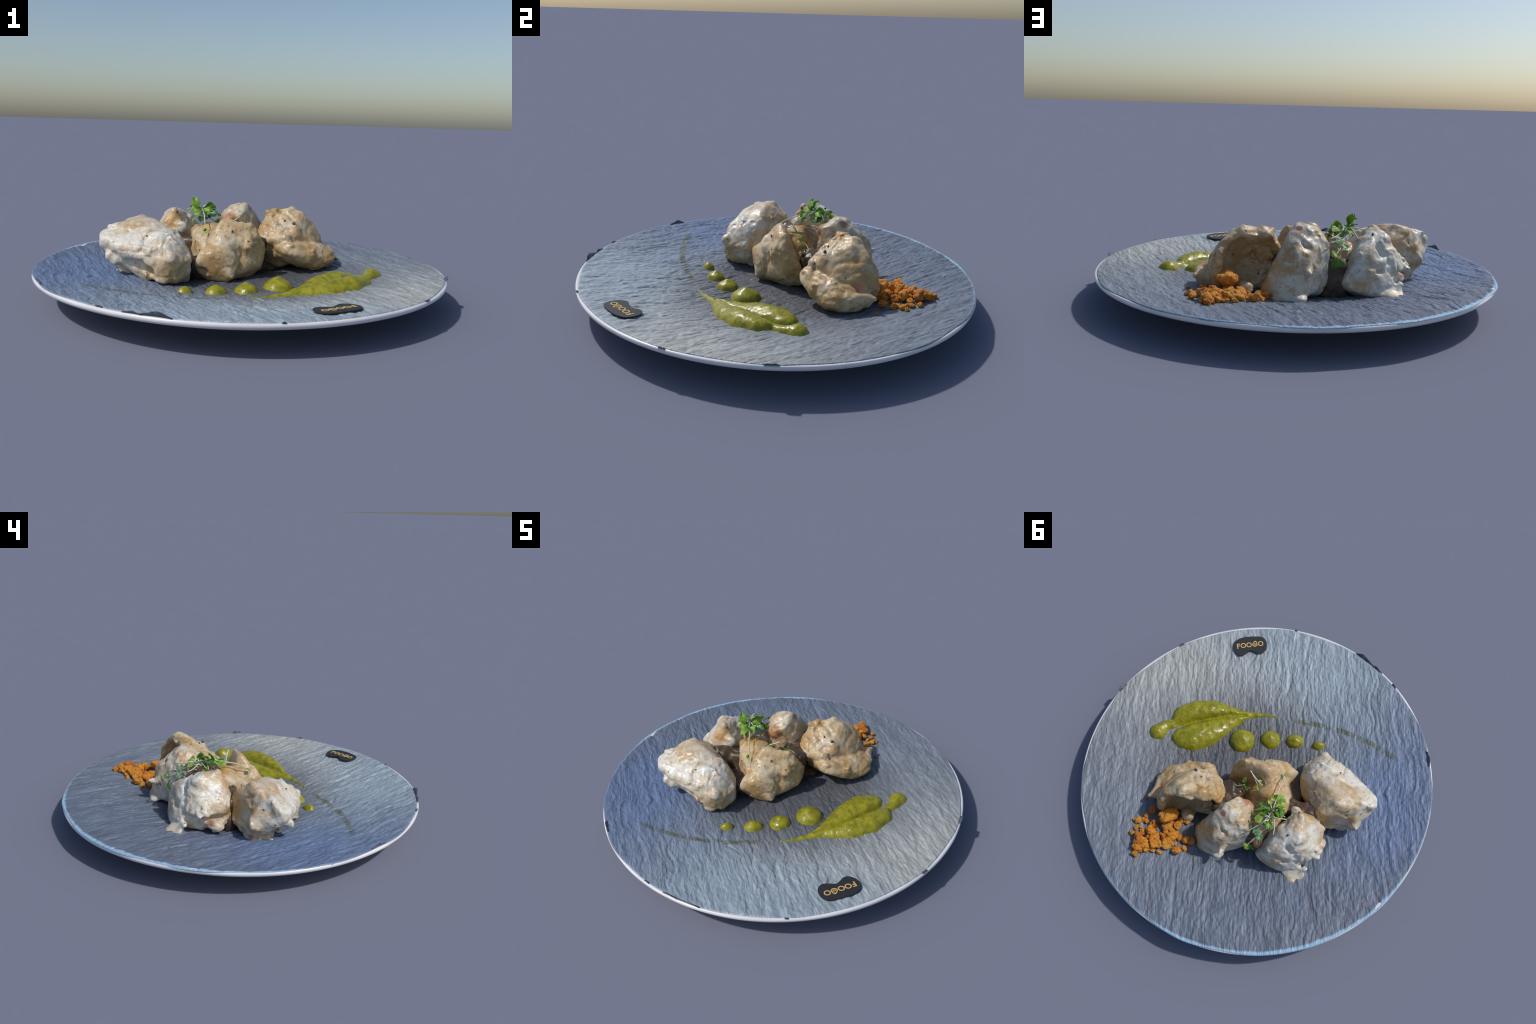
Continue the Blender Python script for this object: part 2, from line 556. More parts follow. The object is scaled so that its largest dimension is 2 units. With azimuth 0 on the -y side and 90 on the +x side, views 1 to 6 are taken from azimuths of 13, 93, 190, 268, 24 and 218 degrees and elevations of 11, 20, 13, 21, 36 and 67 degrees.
def build_label(plate):
    black = Nodes("black_card")
    black = black.finish(Base_Color=(0.018, 0.019, 0.022), Roughness=0.6)
    gold = Nodes("gold_ink")
    gold = gold.finish(Base_Color=(0.60, 0.40, 0.13), Roughness=0.45)
    frame = ((0.561, -0.651, 0.150), (-0.718, -0.696), (0.696, -0.718))
    outline = smooth_loop([(-0.101, 0.012), (-0.088, 0.038), (-0.049, 0.055), (-0.006, 0.058), (0.036, 0.055),
                           (0.082, 0.044), (0.102, 0.013), (0.102, -0.018), (0.093, -0.045), (0.070, -0.063),
                           (0.048, -0.063), (0.024, -0.051), (0.009, -0.042), (-0.007, -0.041), (-0.029, -0.053),
                           (-0.051, -0.065), (-0.072, -0.063), (-0.091, -0.045), (-0.102, -0.019)])
    label = flat_solid("bean_label", outline, [], -0.005, 0.0, black, frame, plate)
    z0, z1 = 0.0002, 0.0012

    def ring(cx, cy, r, w, n=40):
        o = [(cx + r * math.cos(2 * math.pi * i / n), cy + r * math.sin(2 * math.pi * i / n)) for i in range(n)]
        h = [(cx + (r - w) * math.cos(2 * math.pi * i / n), cy + (r - w) * math.sin(2 * math.pi * i / n)) for i in range(n)]
        return o, [h]
    F = [(-0.0810, -0.0180), (-0.0745, -0.0180), (-0.0745, -0.0030), (-0.0640, -0.0030), (-0.0640, 0.0030),
         (-0.0745, 0.0030), (-0.0745, 0.0100), (-0.0615, 0.0100), (-0.0615, 0.0165), (-0.0810, 0.0165)]
    flat_solid("letter_f", F, [], z0, z1, gold, frame, label)
    for cx in (-0.0417, -0.0065, 0.0655):
        o, h = ring(cx, 0.0005, 0.0168, 0.0058)
        flat_solid("letter_o", o, h, z0, z1, gold, frame, label)

    # drop shaped mark between the round letters, hatched inside
    def drop(scale, n=36):
        out = []
        for i in range(n):
            a = 2 * math.pi * i / n
            rr = 0.0160 * scale
            pull = max(0.0, math.cos(a - math.radians(75))) ** 6 * 0.0085 * scale
            out.append((0.0295 + (rr + pull) * math.cos(a), -0.0005 + (rr + pull) * math.sin(a)))
        return out
    flat_solid("drop_mark", drop(1.0), [drop(0.70)], z0, z1, gold, frame, label)
    for k in range(3):
        off = -0.006 + 0.0055 * k
        hl = 0.0085 - 0.0008 * abs(k - 1)
        d = np.array([math.cos(math.radians(42)), math.sin(math.radians(42))])
        q = np.array([-d[1], d[0]])
        c = np.array([0.0295, -0.0005]) + q * off
        pts = [c + d * hl + q * 0.0013, c - d * hl + q * 0.0013, c - d * hl - q * 0.0013, c + d * hl - q * 0.0013]
        flat_solid("drop_stripe", [tuple(map(float, p)) for p in pts], [], z0, z1, gold, frame, label)


# ------------------------------------------------------------------ chicken
def chicken_material(name, cream, tan, spots, stain=0.5, seed=0.0, roasted=1.0, glazed=0.6):
    """creamy sauce coat with roasted stains, browned spots and pepper"""
    m = Nodes(name)
    shift = m.mapping(loc=(seed, seed * 0.7, -seed))
    n1 = m.noise(9, 4, 0.55, vec=shift, dist=0.4)
    n2 = m.noise(24, 4, 0.6, vec=shift, dist=0.6)
    n3 = m.noise(4.0, 2, 0.5, vec=shift)
    mixv = m.math('ADD', m.math('MULTIPLY', n1, 0.6), m.math('MULTIPLY', n2, 0.4))
    col = m.mix(m.step(n3, 0.3, 0.7), cream, tuple(0.5 * (a + b) for a, b in zip(cream, tan)))
    col = m.mix(m.math('MULTIPLY', m.step(mixv, 0.44, 0.60), stain), col, tan)
    # glossy pale glaze where the sauce is thick
    glaze = m.step(m.noise(7, 4, 0.6, vec=m.mapping(loc=(seed, 5, 1)), dist=0.8), 0.52, 0.66)
    col = m.mix(m.math('MULTIPLY', glaze, glazed), col, tuple(0.5 * c + 0.5 * w for c, w in zip(cream, (0.70, 0.70, 0.67))))
    # broad golden roast stains with soft borders, and thin runs of fat
    roast = m.step(m.noise(5.5, 3, 0.55, vec=m.mapping(loc=(2 + seed, 3, seed)), dist=0.25), 0.45, 0.60)
    roast = m.math('MULTIPLY', roast, m.math('MULTIPLY', m.step(n2, 0.30, 0.60, 0.45, 1.0), m.step(glaze, 0.0, 1.0, 1.0, 0.55)))
    col = m.mix(m.math('MULTIPLY', roast, 0.85 * roasted), col, (0.41, 0.25, 0.085))
    fat = m.step(m.noise(20, 4, 0.6, vec=shift, dist=0.5), 0.50, 0.62)
    col = m.mix(m.math('MULTIPLY', fat, 0.6 * roasted), col, (0.40, 0.225, 0.075))
    # thin brown wrinkle lines where the coat has split
    ln = m.math('ABSOLUTE', m.math('SUBTRACT', m.noise(10, 3, 0.55, vec=m.mapping(loc=(seed, 8, 4)), dist=0.7), 0.5))
    ln = m.math('MULTIPLY', m.step(ln, 0.004, 0.030, 1.0, 0.0), m.step(m.noise(6, 2, vec=m.mapping(loc=(9, seed, 2))), 0.45, 0.6))
    col = m.mix(m.math('MULTIPLY', ln, 0.6 * roasted), col, (0.33, 0.175, 0.055))
    for (c, r, colour, strength) in spots:
        d = m.vmath('LENGTH', m.vmath('SUBTRACT', m.co, c).outputs[0]).outputs["Value"]
        d = m.math('ADD', d, m.math('MULTIPLY', m.math('SUBTRACT', n2, 0.5), r * 1.5))
        col = m.mix(m.step(d, r * 0.5, r * 1.35, strength, 0.0), col, colour)
    # crushed black pepper in two sizes, and rare chilli flecks
    grime = m.step(m.noise(60, 4, 0.7, vec=shift), 0.5, 0.75, 0, 0.35)
    col = m.mix(grime, col, (0.25, 0.16, 0.085))
    for scale, size, keep in ((75, 0.17, 0.72), (34, 0.16, 0.80)):
        v = m.voronoi(scale, vec=shift)
        rr = m.sep(v.outputs["Color"])
        dd = m.math('ADD', v.outputs["Distance"], m.math('MULTIPLY', m.math('SUBTRACT', m.noise(220, 2), 0.5), 0.10))
        f = m.math('MULTIPLY', m.step(m.math('DIVIDE', dd, m.math('ADD', rr[1], 0.45)), size * 0.6, size * 1.2, 0.9, 0), m.step(rr[0], keep, keep + 0.02))
        col = m.mix(f, col, (0.035, 0.03, 0.035))
    v = m.voronoi(17, vec=shift)
    f = m.math('MULTIPLY', m.step(v.outputs["Distance"], 0.06, 0.15, 0.7, 0), m.step(m.sep(v.outputs["Color"])[1], 0.90, 0.92))
    col = m.mix(f, col, (0.42, 0.14, 0.045))
    b = m.bump(m.noise(55, 4, 0.6, vec=shift), 0.22, 0.006)
    b = m.bump(m.noise(190, 3, 0.6), 0.25, 0.0018, b)
    rough = m.step(n2, 0.3, 0.7, 0.30, 0.50)
    return m.finish(Base_Color=col, Roughness=rough, Normal=b, Specular_IOR_Level=0.5)


def build_chicken(spec, h=0.0046):
    pts = np.array([p for hull in spec["hulls"] for p in hull])
    lo, hi = pts.min(0) - 0.05, pts.max(0) + 0.05
    lo[2] = max(lo[2], 0.03)
    N = np.ceil((hi - lo) / h).astype(int) + 1
    ax = [lo[i] + h * np.arange(N[i]) for i in range(3)]
    X, Y, Z = np.meshgrid(*ax, indexing='ij')
    X, Y, Z = X.astype(np.float32), Y.astype(np.float32), Z.astype(np.float32)
    f = np.full(X.shape, 1.0, np.float32)
    for hull in spec["hulls"]:
        g = np.full(X.shape, -1.0, np.float32)
        for a, b, c, d in hull_planes(hull):
            np.maximum(g, a * X + b * Y + c * Z - d, out=g)
        f = np.minimum(f, g)

    def ell(c, r):
        r = (r, r, r) if not hasattr(r, '__len__') else r
        q = np.sqrt(((X - c[0]) / r[0]) ** 2 + ((Y - c[1]) / r[1]) ** 2 + ((Z - c[2]) / r[2]) ** 2)
        return (q - 1) * min(r)

    def capsule(a, b, r):
        a, b = np.array(a), np.array(b)
        d = b - a
        t = ((X - a[0]) * d[0] + (Y - a[1]) * d[1] + (Z - a[2]) * d[2]) / (d @ d)
        t = np.clip(t, 0, 1)
        return np.sqrt((X - a[0] - t * d[0]) ** 2 + (Y - a[1] - t * d[1]) ** 2 + (Z - a[2] - t * d[2]) ** 2) - r
    for c, r in spec.get("carves", []):
        f = np.maximum(f, -ell(c, r))
    for a, b, r in spec.get("grooves", []):
        f = np.maximum(f, -capsule(a, b, r))
    for a, b, r in spec.get("rolls", []):
        f = np.minimum(f, capsule(a, b, r))
    f = blur(f, spec.get("soft", 3), 1) - spec.get("grow", 0.003)
    def smin(a, b, k):
        q = np.clip(0.5 + 0.5 * (b - a) / k, 0, 1)
        return b + (a - b) * q - k * q * (1 - q)

    def cone(a, b, ra, rb):
        a, b = np.array(a), np.array(b)
        d = b - a
        t = np.clip(((X - a[0]) * d[0] + (Y - a[1]) * d[1] + (Z - a[2]) * d[2]) / (d @ d), 0, 1)
        return np.sqrt((X - a[0] - t * d[0]) ** 2 + (Y - a[1] - t * d[1]) ** 2
                       + (Z - a[2] - t * d[2]) ** 2) - (ra + (rb - ra) * t)
    for c, r in spec.get("bumps", []):
        f = smin(f, ell(c, r), 0.022)
    for a, b, ra, rb in spec.get("spikes", []):
        f = smin(f, cone(a, b, ra, rb), 0.020)
    for c, r in spec.get("dents", []):
        f = -smin(-f, ell(c, r), 0.012)
    f = blur(f.astype(np.float64), 1, 1)
    band = np.abs(f) < 0.05
    P = np.stack([X[band], Y[band], Z[band]], -1).astype(float)
    sd = spec["seed"]
    warp = np.stack([noise3(P, 0.07, sd + 20 + i) for i in range(3)], -1)
    Q = P + 0.022 * warp
    fold = noise3(Q, 0.105, sd + 4)
    seam = np.exp(-(noise3(Q, (0.12, 0.12, 0.09), sd + 5) / 0.16) ** 2)
    busy = np.clip(0.55 + 0.9 * noise3(P, 0.13, sd + 9), 0.15, 1.3)
    n = 0.0090 * fold + 0.0055 * noise3(Q, 0.050, sd + 1) + 0.0042 * busy * noise3(Q, 0.024, sd + 2) \
        + 0.0012 * noise3(P, 0.012, sd + 3) - 0.0060 * seam * np.clip(0.5 + noise3(P, 0.08, sd + 6), 0, 1)
    # a few blisters of sauce
    bl = noise3(P, 0.036, sd + 7)
    n = n + busy * (0.008 * np.clip(bl - 0.45, 0, 1) / 0.55 - 0.007 * np.clip(-bl - 0.5, 0, 1) / 0.5)
    f[band] -= n * spec.get("rough", 1.0)
    # flatten on the plate
    f = np.maximum(f, (plate_top(X, Y) - 0.006) - Z)
    f[0], f[-1], f[:, 0], f[:, -1], f[:, :, 0], f[:, :, -1] = [np.abs(q) + 1e-3 for q in
        (f[0], f[-1], f[:, 0], f[:, -1], f[:, :, 0], f[:, :, -1])]
    V, F = surface_nets(f, lo, h)
    name = spec.get("name", "chicken_piece")
    me = make_mesh(name, V, F, spec["mat"])
    ob = add_object(name, me)
    tag(ob, spec["label"], "sauce" if "name" in spec else "chicken")
    return ob


WHITE = (0.66, 0.655, 0.61)
CREAM = (0.58, 0.48, 0.315)
BEIGE = (0.43, 0.30, 0.155)
TAN = (0.42, 0.285, 0.125)
CHAR = (0.05, 0.028, 0.018)
RUST = (0.30, 0.085, 0.022)
GOLD = (0.46, 0.25, 0.055)

# control points of each piece in plate coordinates (metres)
PIECES = [
    dict(  # pointed breast piece at the left
        seed=101, label="pointed chicken chunk in pale creamy sauce with pepper",
        hulls=[[(-0.50, -0.10, 0.378), (-0.645, -0.135, 0.332), (-0.600, -0.085, 0.348), (-0.40, -0.09, 0.366), (-0.50, -0.04, 0.380), (-0.50, 0.0, 0.350),
                (-0.300, -0.11, 0.325), (-0.270, -0.20, 0.290), (-0.30, -0.265, 0.270), (-0.30, -0.298, 0.180),
                (-0.222, -0.283, 0.190), (-0.190, -0.18, 0.210), (-0.270, -0.035, 0.200), (-0.340, 0.005, 0.220),
                (-0.45, 0.056, 0.30), (-0.46, 0.062, 0.20), (-0.50, 0.045, 0.14), (-0.60, -0.045, 0.14),
                (-0.615, -0.08, 0.28), (-0.630, -0.09, 0.20), (-0.664, -0.18, 0.300), (-0.658, -0.195, 0.24),
                (-0.620, -0.235, 0.27), (-0.49, -0.272, 0.235), (-0.381, -0.283, 0.255), (-0.610, -0.18, 0.20),
                (-0.31, -0.285, 0.105), (-0.235, -0.275, 0.110), (-0.190, -0.20, 0.130), (-0.225, -0.13, 0.080),
                (-0.25, -0.24, 0.080), (-0.42, 0.02, 0.110), (-0.58, -0.05, 0.105), (-0.55, -0.12, 0.100),
                (-0.45, -0.09, 0.10), (-0.35, -0.17, 0.085)],
               # lower flap
               [(-0.60, -0.210, 0.185), (-0.56, -0.16, 0.125), (-0.47, -0.224, 0.138), (-0.46, -0.205, 0.092), (-0.40, -0.220, 0.085),
                (-0.37, -0.248, 0.130), (-0.34, -0.23, 0.085), (-0.59, -0.232, 0.205), (-0.45, -0.15, 0.15), (-0.54, -0.225, 0.165)]],
        grooves=[((-0.60, -0.252, 0.205), (-0.36, -0.280, 0.152), 0.028), ((-0.50, -0.245, 0.180), (-0.37, -0.262, 0.150), 0.028)],
        carves=[((-0.57, 0.03, 0.11), (0.07, 0.07, 0.04))],
        spikes=[((-0.620, -0.138, 0.320), (-0.648, -0.142, 0.350), 0.022, 0.008), ((-0.57, -0.225, 0.180), (-0.594, -0.235, 0.192), 0.026, 0.014),
                ((-0.605, -0.07, 0.27), (-0.612, -0.055, 0.20), 0.018, 0.026)],
        bumps=[((-0.555, -0.10, 0.102), (0.05, 0.05, 0.02)), ((-0.36, -0.20, 0.305), (0.05, 0.012, 0.02)),
               ((-0.26, -0.285, 0.22), 0.022)],
        dents=[((-0.455, -0.190, 0.338), (0.032, 0.024, 0.022)), ((-0.665, -0.14, 0.19), (0.03, 0.05, 0.018))],
        roasted=0.75, colours=(WHITE, (0.57, 0.50, 0.36)), stain=0.75,
        spots=[((-0.24, -0.27, 0.16), 0.085, TAN, 0.8), ((-0.271, -0.205, 0.293), 0.010, (0.55, 0.17, 0.06), 0.8),
               ((-0.47, 0.05, 0.25), 0.08, GOLD, 0.8), ((-0.30, -0.02, 0.20), 0.09, GOLD, 0.75), ((-0.38, -0.22, 0.13), 0.06, TAN, 0.6),
               ((-0.605, -0.17, 0.15), 0.030, RUST, 0.8), ((-0.600, -0.04, 0.12), 0.018, (0.4, 0.12, 0.06), 0.8),
               ((-0.35, -0.08, 0.33), 0.05, TAN, 0.5)]),
    dict(  # front middle piece
        seed=131, label="saddle shaped chicken chunk in beige creamy sauce with pepper",
        hulls=[[(-0.095, 0.020, 0.372), (-0.05, 0.030, 0.376), (0.03, 0.040, 0.366), (0.072, 0.06, 0.335), (-0.070, -0.004, 0.348),
                (-0.003, -0.004, 0.294), (-0.033, 0.003, 0.325), (0.06, 0.020, 0.300), (0.102, 0.06, 0.275), (0.112, 0.05, 0.210),
                (0.093, 0.02, 0.148), (0.095, 0.13, 0.220), (0.075, 0.17, 0.10), (0.03, 0.06, 0.078), (-0.095, -0.118, 0.232),
                (-0.13, -0.120, 0.225), (-0.19, -0.118, 0.220), (-0.205, -0.143, 0.172), (-0.155, -0.052, 0.285), (-0.21, -0.08, 0.130),
                (-0.13, -0.120, 0.140), (-0.052, -0.105, 0.145), (-0.06, -0.085, 0.085), (-0.19, -0.06, 0.085), (-0.12, 0.05, 0.31),
                (0.0, 0.10, 0.25)],
               # rear half, lower
               [(-0.195, 0.10, 0.348), (-0.15, 0.13, 0.335), (-0.295, 0.12, 0.300), (-0.27, 0.04, 0.275), (-0.255, 0.02, 0.20), (-0.25, 0.0, 0.09),
                (-0.30, 0.12, 0.10), (-0.12, 0.13, 0.305), (-0.05, 0.14, 0.25), (0.03, 0.16, 0.17), (0.05, 0.18, 0.09),
                (-0.14, -0.02, 0.30), (-0.17, -0.06, 0.20), (-0.13, 0.22, 0.22), (-0.13, 0.23, 0.09), (-0.06, 0.0, 0.12)],
               # bed under the herbs that closes the space to the pieces behind
               [(-0.20, 0.13, 0.345), (-0.30, 0.16, 0.325), (-0.31, 0.25, 0.305), (-0.22, 0.30, 0.300), (-0.15, 0.24, 0.30),
                (-0.30, 0.15, 0.12), (-0.31, 0.25, 0.14), (-0.22, 0.32, 0.15), (-0.12, 0.22, 0.12), (-0.16, 0.14, 0.12)]],
        carves=[((-0.040, 0.140, 0.345), (0.075, 0.055, 0.070)), ((-0.175, 0.020, 0.350), (0.028, 0.040, 0.050))],
        grooves=[((-0.085, -0.125, 0.085), (-0.085, -0.10, 0.13), 0.016), ((-0.02, -0.085, 0.10), (0.02, -0.05, 0.16), 0.02)],
        bumps=[((-0.275, 0.135, 0.285), (0.03, 0.03, 0.03)), ((0.04, -0.004, 0.258), 0.020), ((-0.035, -0.080, 0.120), (0.03, 0.03, 0.035))],
        spikes=[((-0.09, -0.06, 0.285), (-0.055, -0.06, 0.255), 0.016, 0.012)],
        dents=[((0.030, -0.052, 0.215), (0.045, 0.030, 0.045)), ((-0.16, -0.125, 0.12), (0.03, 0.03, 0.03))],
        colours=(CREAM, BEIGE), stain=0.7,
        spots=[((0.045, -0.005, 0.265), 0.022, GOLD, 0.8), ((-0.20, 0.12, 0.33), 0.05, GOLD, 0.7), ((0.04, -0.03, 0.225), 0.020, (0.16, 0.10, 0.06), 0.6),
               ((-0.05, 0.12, 0.26), 0.08, GOLD, 0.7), ((0.1, 0.09, 0.22), 0.06, TAN, 0.6), ((0.0, 0.0, 0.14), 0.09, TAN, 0.55)]),
    dict(  # folded arch at the right
        seed=171, label="folded arched chicken chunk in beige creamy sauce, hollow behind",
        hulls=[[(0.185, 0.375, 0.398), (0.11, 0.35, 0.388), (0.060, 0.315, 0.388), (0.245, 0.37, 0.386), (0.318, 0.40, 0.315),
                (0.340, 0.42, 0.250), (0.015, 0.29, 0.300), (0.015, 0.28, 0.22), (0.222, 0.246, 0.320), (0.252, 0.215, 0.278), (0.19, 0.172, 0.268), (0.12, 0.175, 0.268), (0.12, 0.23, 0.335),
                (0.325, 0.30, 0.24), (0.10, 0.17, 0.255), (0.05, 0.195, 0.25), (0.005, 0.25, 0.27), (0.18, 0.425, 0.385),
                (0.09, 0.390, 0.380), (0.27, 0.45, 0.345), (0.295, 0.485, 0.28), (0.27, 0.488, 0.20), (0.34, 0.44, 0.13),
                (0.02, 0.34, 0.30), (0.04, 0.32, 0.10), (0.30, 0.47, 0.11), (0.15, 0.25, 0.10)],
               # lower roll along the front
               [(0.19, 0.142, 0.235), (0.28, 0.155, 0.222), (0.355, 0.180, 0.185), (0.415, 0.26, 0.185), (0.430, 0.34, 0.190),
                (0.385, 0.455, 0.183), (0.442, 0.30, 0.150), (0.205, 0.132, 0.205), (0.29, 0.145, 0.190), (0.392, 0.305, 0.226), (0.335, 0.235, 0.242), (0.28, 0.185, 0.248), (0.412, 0.32, 0.105), (0.39, 0.43, 0.120), (0.35, 0.24, 0.102),
                (0.33, 0.30, 0.084), (0.36, 0.38, 0.090), (0.13, 0.170, 0.220), (0.20, 0.19, 0.150), (0.12, 0.2, 0.16),
                (0.22, 0.26, 0.10), (0.32, 0.172, 0.155), (0.15, 0.26, 0.24), (0.28, 0.29, 0.222), (0.33, 0.40, 0.185)]],
        carves=[((0.155, 0.490, 0.240), (0.118, 0.165, 0.142)), ((0.085, 0.44, 0.300), (0.075, 0.115, 0.085)), ((0.045, 0.450, 0.250), (0.10, 0.135, 0.170)), ((0.13, 0.54, 0.13), (0.13, 0.12, 0.10))],
        grooves=[((0.310, 0.300, 0.275), (0.405, 0.440, 0.236), 0.020)],
        spikes=[((0.17, 0.36, 0.372), (0.183, 0.383, 0.392), 0.032, 0.019), ((0.37, 0.44, 0.165), (0.388, 0.474, 0.180), 0.030, 0.012),
                ((0.085, 0.32, 0.368), (0.070, 0.308, 0.382), 0.032, 0.020), ((0.315, 0.20, 0.195), (0.345, 0.19, 0.215), 0.022, 0.010)],
        bumps=[((0.236, 0.242, 0.288), (0.022, 0.018, 0.034)), ((0.165, 0.42, 0.125), (0.045, 0.04, 0.035)), ((0.285, 0.48, 0.19), (0.03, 0.025, 0.07))],
        dents=[((0.085, 0.36, 0.26), (0.03, 0.03, 0.03))],
        colours=(CREAM, BEIGE), stain=0.85,
        spots=[((0.30, 0.33, 0.24), 0.06, TAN, 0.7), ((0.236, 0.235, 0.30), 0.026, GOLD, 0.7), ((0.15, 0.38, 0.22), 0.11, TAN, 0.55),
               ((0.35, 0.40, 0.21), 0.04, (0.46, 0.22, 0.085), 0.75), ((0.03, 0.30, 0.27), 0.06, GOLD, 0.6), ((0.30, 0.25, 0.15), 0.08, TAN, 0.45)]),
    dict(  # upright wedge behind
        seed=211, label="wedge shaped chicken chunk in white sauce with charred top",
        hulls=[[(-0.057, 0.322, 0.412), (-0.087, 0.345, 0.408), (-0.137, 0.315, 0.400), (-0.185, 0.335, 0.380), (-0.035, 0.375, 0.388),
                (-0.07, 0.235, 0.370), (-0.118, 0.220, 0.345), (-0.16, 0.23, 0.35), (-0.008, 0.392, 0.305), (0.033, 0.405, 0.235), (0.070, 0.45, 0.155),
                (0.060, 0.492, 0.110), (-0.065, 0.505, 0.110), (-0.212, 0.345, 0.330), (-0.210, 0.34, 0.260), (-0.222, 0.345, 0.210),
                (-0.185, 0.39, 0.120), (-0.08, 0.385, 0.388), (-0.09, 0.428, 0.345), (-0.096, 0.465, 0.300), (-0.09, 0.488, 0.255),
                (-0.08, 0.500, 0.195), (-0.13, 0.46, 0.150), (0.078, 0.43, 0.10), (-0.16, 0.22, 0.28), (-0.07, 0.22, 0.24),
                (0.0, 0.27, 0.20), (0.045, 0.40, 0.11), (-0.10, 0.22, 0.09), (0.0, 0.28, 0.085), (-0.17, 0.30, 0.085),
                (-0.15, 0.43, 0.29), (-0.05, 0.265, 0.36)]],
        grow=0.008,
        carves=[((-0.080, 0.272, 0.410), (0.026, 0.046, 0.026))],
        grooves=[((-0.13, 0.43, 0.345), (-0.20, 0.375, 0.31), 0.014), ((0.0, 0.38, 0.315), (-0.03, 0.35, 0.39), 0.010)],
        spikes=[((-0.13, 0.48, 0.234), (-0.146, 0.516, 0.238), 0.018, 0.006), ((-0.07, 0.335, 0.385), (-0.057, 0.322, 0.406), 0.028, 0.017),
                ((-0.13, 0.31, 0.380), (-0.140, 0.305, 0.396), 0.028, 0.018)],
        bumps=[((-0.07, 0.485, 0.105), (0.08, 0.045, 0.020)), ((-0.125, 0.236, 0.335), (0.03, 0.02, 0.02))],
        dents=[((-0.200, 0.358, 0.378), (0.020, 0.020, 0.016)), ((-0.122, 0.425, 0.345), (0.03, 0.02, 0.025))],
        roasted=0.9, colours=((0.65, 0.66, 0.62), (0.52, 0.43, 0.27)), stain=0.85,
        spots=[((-0.118, 0.215, 0.340), 0.046, (0.36, 0.13, 0.035), 0.75), ((-0.085, 0.205, 0.340), 0.026, CHAR, 0.7),
               ((-0.071, 0.362, 0.405), 0.018, (0.25, 0.05, 0.03), 0.85), ((0.06, 0.46, 0.13), 0.07, GOLD, 0.8),
               ((0.03, 0.42, 0.23), 0.06, GOLD, 0.6), ((-0.03, 0.335, 0.405), 0.026, (0.16, 0.06, 0.05), 0.7), ((-0.01, 0.37, 0.33), 0.05, TAN, 0.6)]),
    dict(  # rounded piece at the rear left
        seed=251, label="rounded chicken chunk in white sauce with dripping foot",
        hulls=[[(-0.404, 0.205, 0.390), (-0.375, 0.125, 0.378), (-0.42, 0.130, 0.384), (-0.43, 0.19, 0.390), (-0.465, 0.235, 0.368),
                (-0.335, 0.245, 0.350), (-0.31, 0.25, 0.300), (-0.510, 0.225, 0.312), (-0.548, 0.22, 0.255), (-0.562, 0.17, 0.235),
                (-0.520, 0.075, 0.250), (-0.44, 0.052, 0.250), (-0.46, 0.055, 0.17), (-0.335, 0.085, 0.250), (-0.42, 0.075, 0.320), (-0.35, 0.358, 0.312),
                (-0.38, 0.33, 0.335), (-0.33, 0.385, 0.240), (-0.287, 0.400, 0.175), (-0.31, 0.390, 0.130), (-0.255, 0.335, 0.160), (-0.265, 0.25, 0.200),
                (-0.50, 0.29, 0.255), (-0.49, 0.340, 0.17), (-0.42, 0.37, 0.220), (-0.50, 0.10, 0.14), (-0.40, 0.09, 0.09),
                (-0.30, 0.14, 0.10), (-0.28, 0.30, 0.105), (-0.41, 0.38, 0.120), (-0.535, 0.17, 0.155), (-0.50, 0.27, 0.12), (-0.40, 0.22, 0.08)],
               # dripping foot
               [(-0.52, 0.27, 0.20), (-0.570, 0.285, 0.140), (-0.575, 0.295, 0.112), (-0.545, 0.342, 0.112), (-0.470, 0.355, 0.112),
                (-0.47, 0.335, 0.19), (-0.545, 0.300, 0.165), (-0.565, 0.320, 0.112), (-0.45, 0.30, 0.15)]],
        carves=[((-0.56, 0.235, 0.110), (0.05, 0.05, 0.035)), ((-0.512, 0.325, 0.235), (0.026, 0.024, 0.045))],
        bumps=[((-0.515, 0.338, 0.118), (0.062, 0.026, 0.010)), ((-0.552, 0.195, 0.222), (0.03, 0.05, 0.018)),
               ((-0.53, 0.130, 0.155), (0.024, 0.03, 0.03)), ((-0.345, 0.10, 0.31), (0.03, 0.02, 0.03))],
        spikes=[((-0.40, 0.15, 0.370), (-0.395, 0.132, 0.384), 0.030, 0.020)],
        dents=[((-0.440, 0.294, 0.325), (0.024, 0.016, 0.030)), ((-0.34, 0.21, 0.365), (0.03, 0.03, 0.018)), ((-0.54, 0.15, 0.195), (0.03, 0.06, 0.012))],
        roasted=0.65, colours=((0.67, 0.68, 0.66), (0.58, 0.53, 0.41)), stain=0.7,
        spots=[((-0.40, 0.085, 0.34), 0.055, GOLD, 0.8), ((-0.36, 0.10, 0.38), 0.035, GOLD, 0.7), ((-0.30, 0.34, 0.30), 0.024, RUST, 0.7),
               ((-0.545, 0.165, 0.185), 0.028, RUST, 0.8), ((-0.525, 0.12, 0.14), 0.024, (0.42, 0.13, 0.06), 0.8),
               ((-0.49, 0.06, 0.22), 0.04, GOLD, 0.8), ((-0.37, 0.40, 0.17), 0.040, GOLD, 0.55), ((-0.50, 0.27, 0.14), 0.03, TAN, 0.7)]),
]


